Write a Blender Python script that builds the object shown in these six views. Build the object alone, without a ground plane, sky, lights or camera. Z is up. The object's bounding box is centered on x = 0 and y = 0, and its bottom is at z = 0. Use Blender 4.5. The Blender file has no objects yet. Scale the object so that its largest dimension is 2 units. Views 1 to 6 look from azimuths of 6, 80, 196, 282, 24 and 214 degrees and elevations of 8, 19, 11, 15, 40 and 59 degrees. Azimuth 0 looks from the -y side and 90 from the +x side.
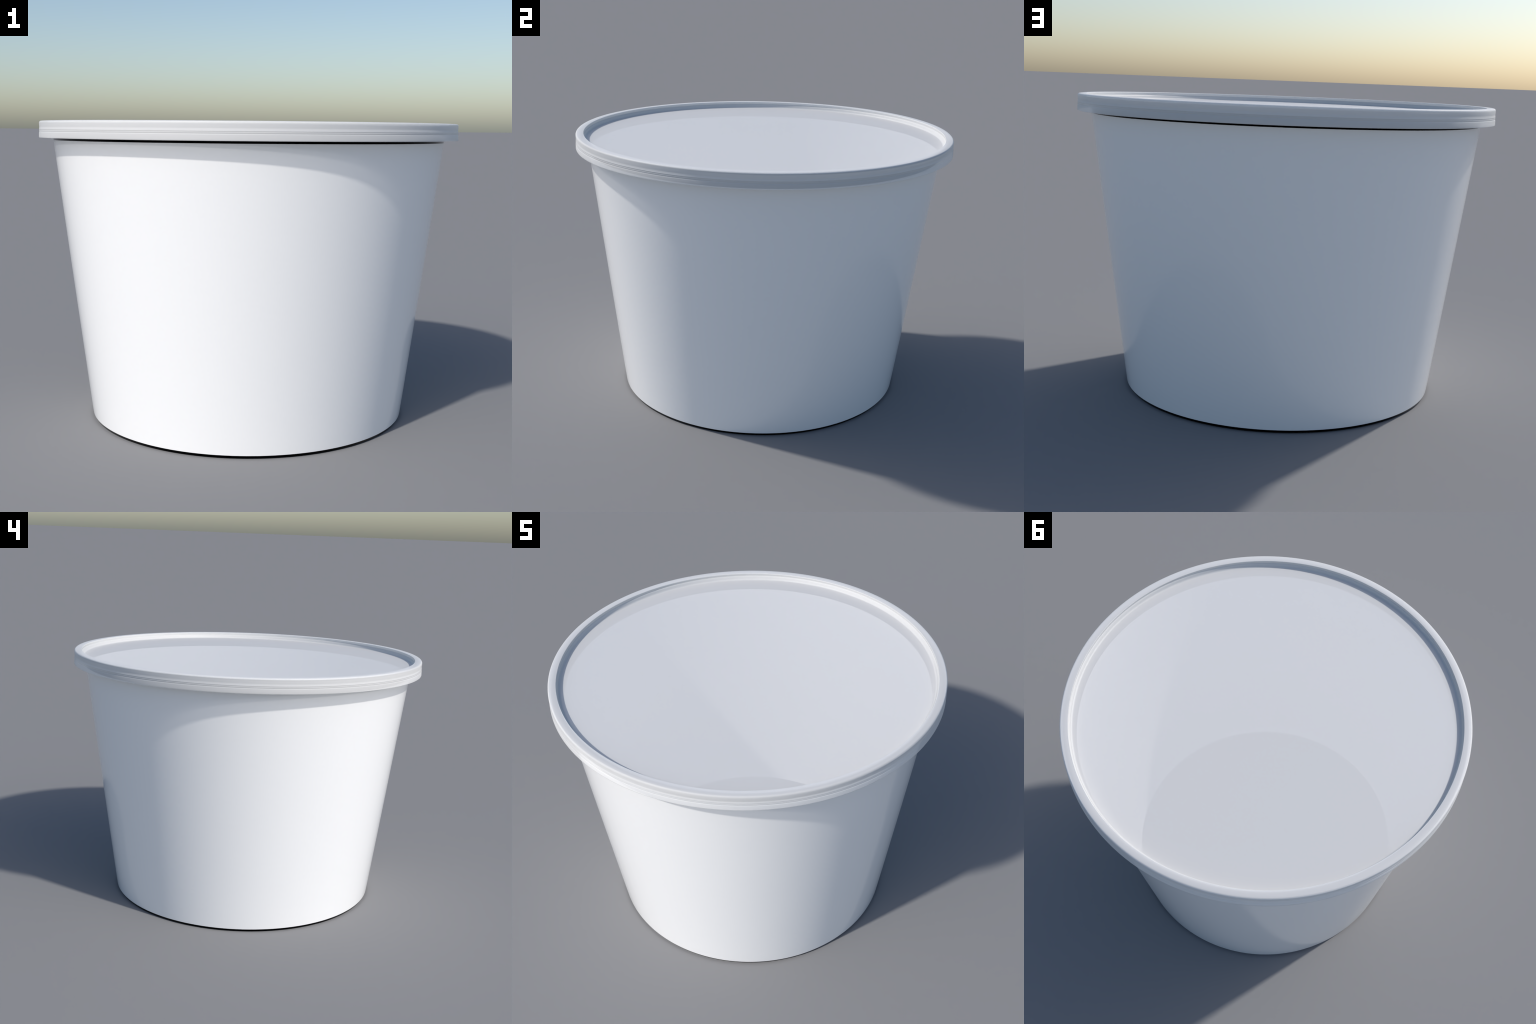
"""White round food tub: white printed-paper sleeve around a dark tub, frosted snap-on lid."""
import bpy, bmesh, math

SEG = 288                     # steps round the axis

# ------------------------------------------------------------------ materials
def plastic(name, color, rough=0.5, spec=0.5, alpha=1.0, grain=0.0, grain_scale=60.0):
    m = bpy.data.materials.new(name)
    m.use_nodes = True
    nt = m.node_tree
    b = nt.nodes["Principled BSDF"]
    b.inputs["Roughness"].default_value = rough
    b.inputs["Specular IOR Level"].default_value = spec
    b.inputs["Alpha"].default_value = alpha
    tc = nt.nodes.new("ShaderNodeTexCoord")
    nz = nt.nodes.new("ShaderNodeTexNoise")
    nz.inputs["Scale"].default_value = grain_scale
    nz.inputs["Detail"].default_value = 3.0
    rp = nt.nodes.new("ShaderNodeValToRGB")
    lo = [max(0.0, c * (1.0 - grain)) for c in color]
    rp.color_ramp.elements[0].position = 0.3
    rp.color_ramp.elements[1].position = 0.7
    rp.color_ramp.elements[0].color = (*lo, 1)
    rp.color_ramp.elements[1].color = (*color, 1)
    nt.links.new(tc.outputs["Object"], nz.inputs["Vector"])
    nt.links.new(nz.outputs["Fac"], rp.inputs["Fac"])
    nt.links.new(rp.outputs["Color"], b.inputs["Base Color"])
    return m

WHITE = plastic("white_sleeve_paper", (0.982, 0.982, 0.982), 0.12, 0.45, 1.0, 0.006)
FROST = plastic("frosted_lid_plastic", (0.90, 0.90, 0.90), 0.5, 0.35, 0.68, 0.006)
CLEAR = plastic("frosted_lid_underside", (0.97, 0.97, 0.97), 0.5, 0.2, 0.06, 0.006)
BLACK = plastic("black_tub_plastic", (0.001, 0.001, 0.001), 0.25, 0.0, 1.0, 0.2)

def edge_sheen(m, rough=0.25):
    """no gloss seen straight on, a mirror-like sheen at grazing angles (Schlick curve)"""
    nt = m.node_tree
    b = nt.nodes["Principled BSDF"]
    lw = nt.nodes.new("ShaderNodeLayerWeight")
    lw.inputs["Blend"].default_value = 0.5
    pw = nt.nodes.new("ShaderNodeMath")
    pw.operation = "POWER"
    pw.inputs[1].default_value = 5.0
    gl = nt.nodes.new("ShaderNodeBsdfGlossy")
    gl.inputs["Roughness"].default_value = rough
    gl.inputs["Color"].default_value = (1, 1, 1, 1)
    mx = nt.nodes.new("ShaderNodeMixShader")
    out = nt.nodes["Material Output"]
    nt.links.new(lw.outputs["Facing"], pw.inputs[0])
    nt.links.new(pw.outputs[0], mx.inputs[0])
    nt.links.new(b.outputs[0], mx.inputs[1])
    nt.links.new(gl.outputs[0], mx.inputs[2])
    nt.links.new(mx.outputs[0], out.inputs["Surface"])

edge_sheen(BLACK)

# ------------------------------------------------------------------ geometry
def arc(cr, cz, rad, a0, a1, n):
    """points of a fillet in the (r, z) plane, angles in degrees"""
    return [(cr + rad * math.cos(math.radians(a0 + (a1 - a0) * i / n)),
             cz + rad * math.sin(math.radians(a0 + (a1 - a0) * i / n))) for i in range(n + 1)]

def lean(z):
    """the cup leans a little: its foot stands off the axis of the rim"""
    k = max(0.0, 1.0 - z / 1.33)
    return -0.0006 * k, -0.0074 * k

def lathe(name, chains, mats, parent, sharp=32.0):
    """revolve open or closed (r, z) chains round z; each chain: (points, material slot, closed)"""
    bm = bmesh.new()
    cs = [(math.cos(2 * math.pi * i / SEG), math.sin(2 * math.pi * i / SEG)) for i in range(SEG)]
    for pts, slot, closed in chains:
        rings = []
        for r, z in pts:
            if r < 1e-6:
                rings.append([bm.verts.new((*lean(z), z))])
            else:
                ox, oy = lean(z)
                rings.append([bm.verts.new((r * c + ox, r * s + oy, z)) for c, s in cs])
        pairs = list(zip(rings, rings[1:]))
        if closed:
            pairs.append((rings[-1], rings[0]))
        for a, b in pairs:
            for i in range(SEG):
                j = (i + 1) % SEG
                if len(a) == 1 and len(b) == 1:
                    continue
                if len(a) == 1:
                    f = bm.faces.new((a[0], b[j], b[i]))
                elif len(b) == 1:
                    f = bm.faces.new((a[i], a[j], b[0]))
                else:
                    f = bm.faces.new((a[i], a[j], b[j], b[i]))
                f.material_index = slot
                f.smooth = True
    bmesh.ops.remove_doubles(bm, verts=bm.verts, dist=1e-6)
    for e in bm.edges:
        if len(e.link_faces) == 2 and e.calc_face_angle(0.0) > math.radians(sharp):
            e.smooth = False
    me = bpy.data.meshes.new(name)
    bm.to_mesh(me)
    bm.free()
    for m in mats:
        me.materials.append(m)
    ob = bpy.data.objects.new(name, me)
    bpy.context.scene.collection.objects.link(ob)
    ob.parent = parent
    return ob

tub = bpy.data.objects.new("food_tub", None)
bpy.context.scene.collection.objects.link(tub)
tub["label"] = "white round food tub with frosted translucent snap-on lid"
tub["category"] = "food container"

# cone of the wall: radius at a height
Z_SLEEVE0, Z_SLEEVE1 = 0.0118, 1.3290
def wall(z):
    return 0.7664 + (0.9346 - 0.7664) * z / 1.33 + 0.0008 * math.sin(math.pi * min(1.0, z / 1.33))

# --- sleeve: thin white wrap, everything seen of the wall inside and out
T_SLEEVE = 0.004
n = 24
outer = [(wall(Z_SLEEVE0 + (Z_SLEEVE1 - Z_SLEEVE0) * i / n), Z_SLEEVE0 + (Z_SLEEVE1 - Z_SLEEVE0) * i / n) for i in range(n + 1)]
inner = [(r - T_SLEEVE, z) for r, z in reversed(outer)]
lathe("sleeve", [(outer + inner, 0, True)], [WHITE], tub)

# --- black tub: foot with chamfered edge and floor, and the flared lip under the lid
foot = [(0.0, 0.0), (0.7628, 0.0), (wall(0.0116) - 0.0005, 0.0116),
        (0.762, 0.0116), (0.755, 0.0085), (0.0, 0.0085)]
lathe("container_foot", [(foot, 0, False)], [BLACK], tub)

zl = Z_SLEEVE1 + 0.0002
lip = [(wall(zl), zl), (0.9362, 1.3420), (0.9420, 1.3520), (0.9510, 1.3590), (0.9630, 1.3660), (0.9760, 1.3750),
       (0.9845, 1.3820), (0.9862, 1.3850), (0.9858, 1.3890), (0.9835, 1.3930), (0.9790, 1.4000), (0.9720, 1.4040),
       (0.9655, 1.4040), (0.9615, 1.3985), (0.9560, 1.3900), (0.9480, 1.3795), (0.9420, 1.3755), (0.9382, 1.3720),
       (wall(1.343) - 0.004, 1.343), (wall(zl) - 0.004, zl)]
lathe("container_lip", [(lip, 0, True)], [BLACK], tub)

# --- lid: rim channel that snaps over the lip, and the sunken clear panel
lid = bpy.data.objects.new("lid", None)
bpy.context.scene.collection.objects.link(lid)
lid.parent = tub
R_PANEL, Z_PANEL, T_LID = 0.9405, 1.3820, 0.0040
top = ([(0.9975, 1.3397), (0.9994, 1.3403), (1.0000, 1.3421), (0.9999, 1.3450), (0.9992, 1.3635), (0.9988, 1.3652),
        (0.9978, 1.3668), (0.9978, 1.3678), (0.9984, 1.3694), (0.9984, 1.3736),
        (0.9980, 1.3746), (0.9980, 1.3754), (0.9987, 1.3766), (0.9986, 1.3785), (0.9983, 1.3812),
        (0.9977, 1.3852), (0.9974, 1.3876), (0.9974, 1.3888), (0.9977, 1.3922), (0.9980, 1.3962), (0.9982, 1.4000), (0.9983, 1.4040)]
       + arc(0.9893, 1.4075, 0.0090, 0, 82, 8)
       + [(0.9820, 1.4172), (0.9720, 1.4174), (0.9620, 1.4169)]
       + arc(0.9596, 1.4142, 0.0026, 72, 186, 6)
       + [(0.9576, 1.4105), (0.9584, 1.4060), (0.9587, 1.4022), (0.9580, 1.4005), (0.9560, 1.3994), (0.9548, 1.3975), (0.9512, 1.3884)]
       + arc(R_PANEL, Z_PANEL + 0.0110, 0.0110, -22, -90, 10))
# underside: clear, except for a second frosted wall (the snap bead) behind the upper band
under_in = [(R_PANEL, Z_PANEL - T_LID), (0.944, Z_PANEL - T_LID + 0.001), (0.9535, 1.3875), (0.9600, 1.398),
            (0.9610, 1.4075), (0.9640, 1.4112), (0.9860, 1.4118), (0.9940, 1.4085), (0.9932, 1.4050)]
bead = [(0.9932, 1.4050), (0.9905, 1.4030), (0.9905, 1.3790), (0.9930, 1.3775)]
under_out = [(0.9930, 1.3775), (0.9930, 1.3700), (0.9955, 1.3550), (0.9958, 1.3402), (0.9975, 1.3397)]
lathe("lid_rim", [(top, 0, False), (under_in[::-1], 1, False), (bead[::-1], 0, False), (under_out[::-1], 1, False)],
      [FROST, CLEAR], lid, 50)
lathe("lid_panel", [([(R_PANEL, Z_PANEL), (0.6, Z_PANEL), (0.3, Z_PANEL), (0.0, Z_PANEL)], 0, False),
                    ([(0.0, Z_PANEL - T_LID), (0.5, Z_PANEL - T_LID), (R_PANEL, Z_PANEL - T_LID)], 1, False)],
      [FROST, CLEAR], lid)
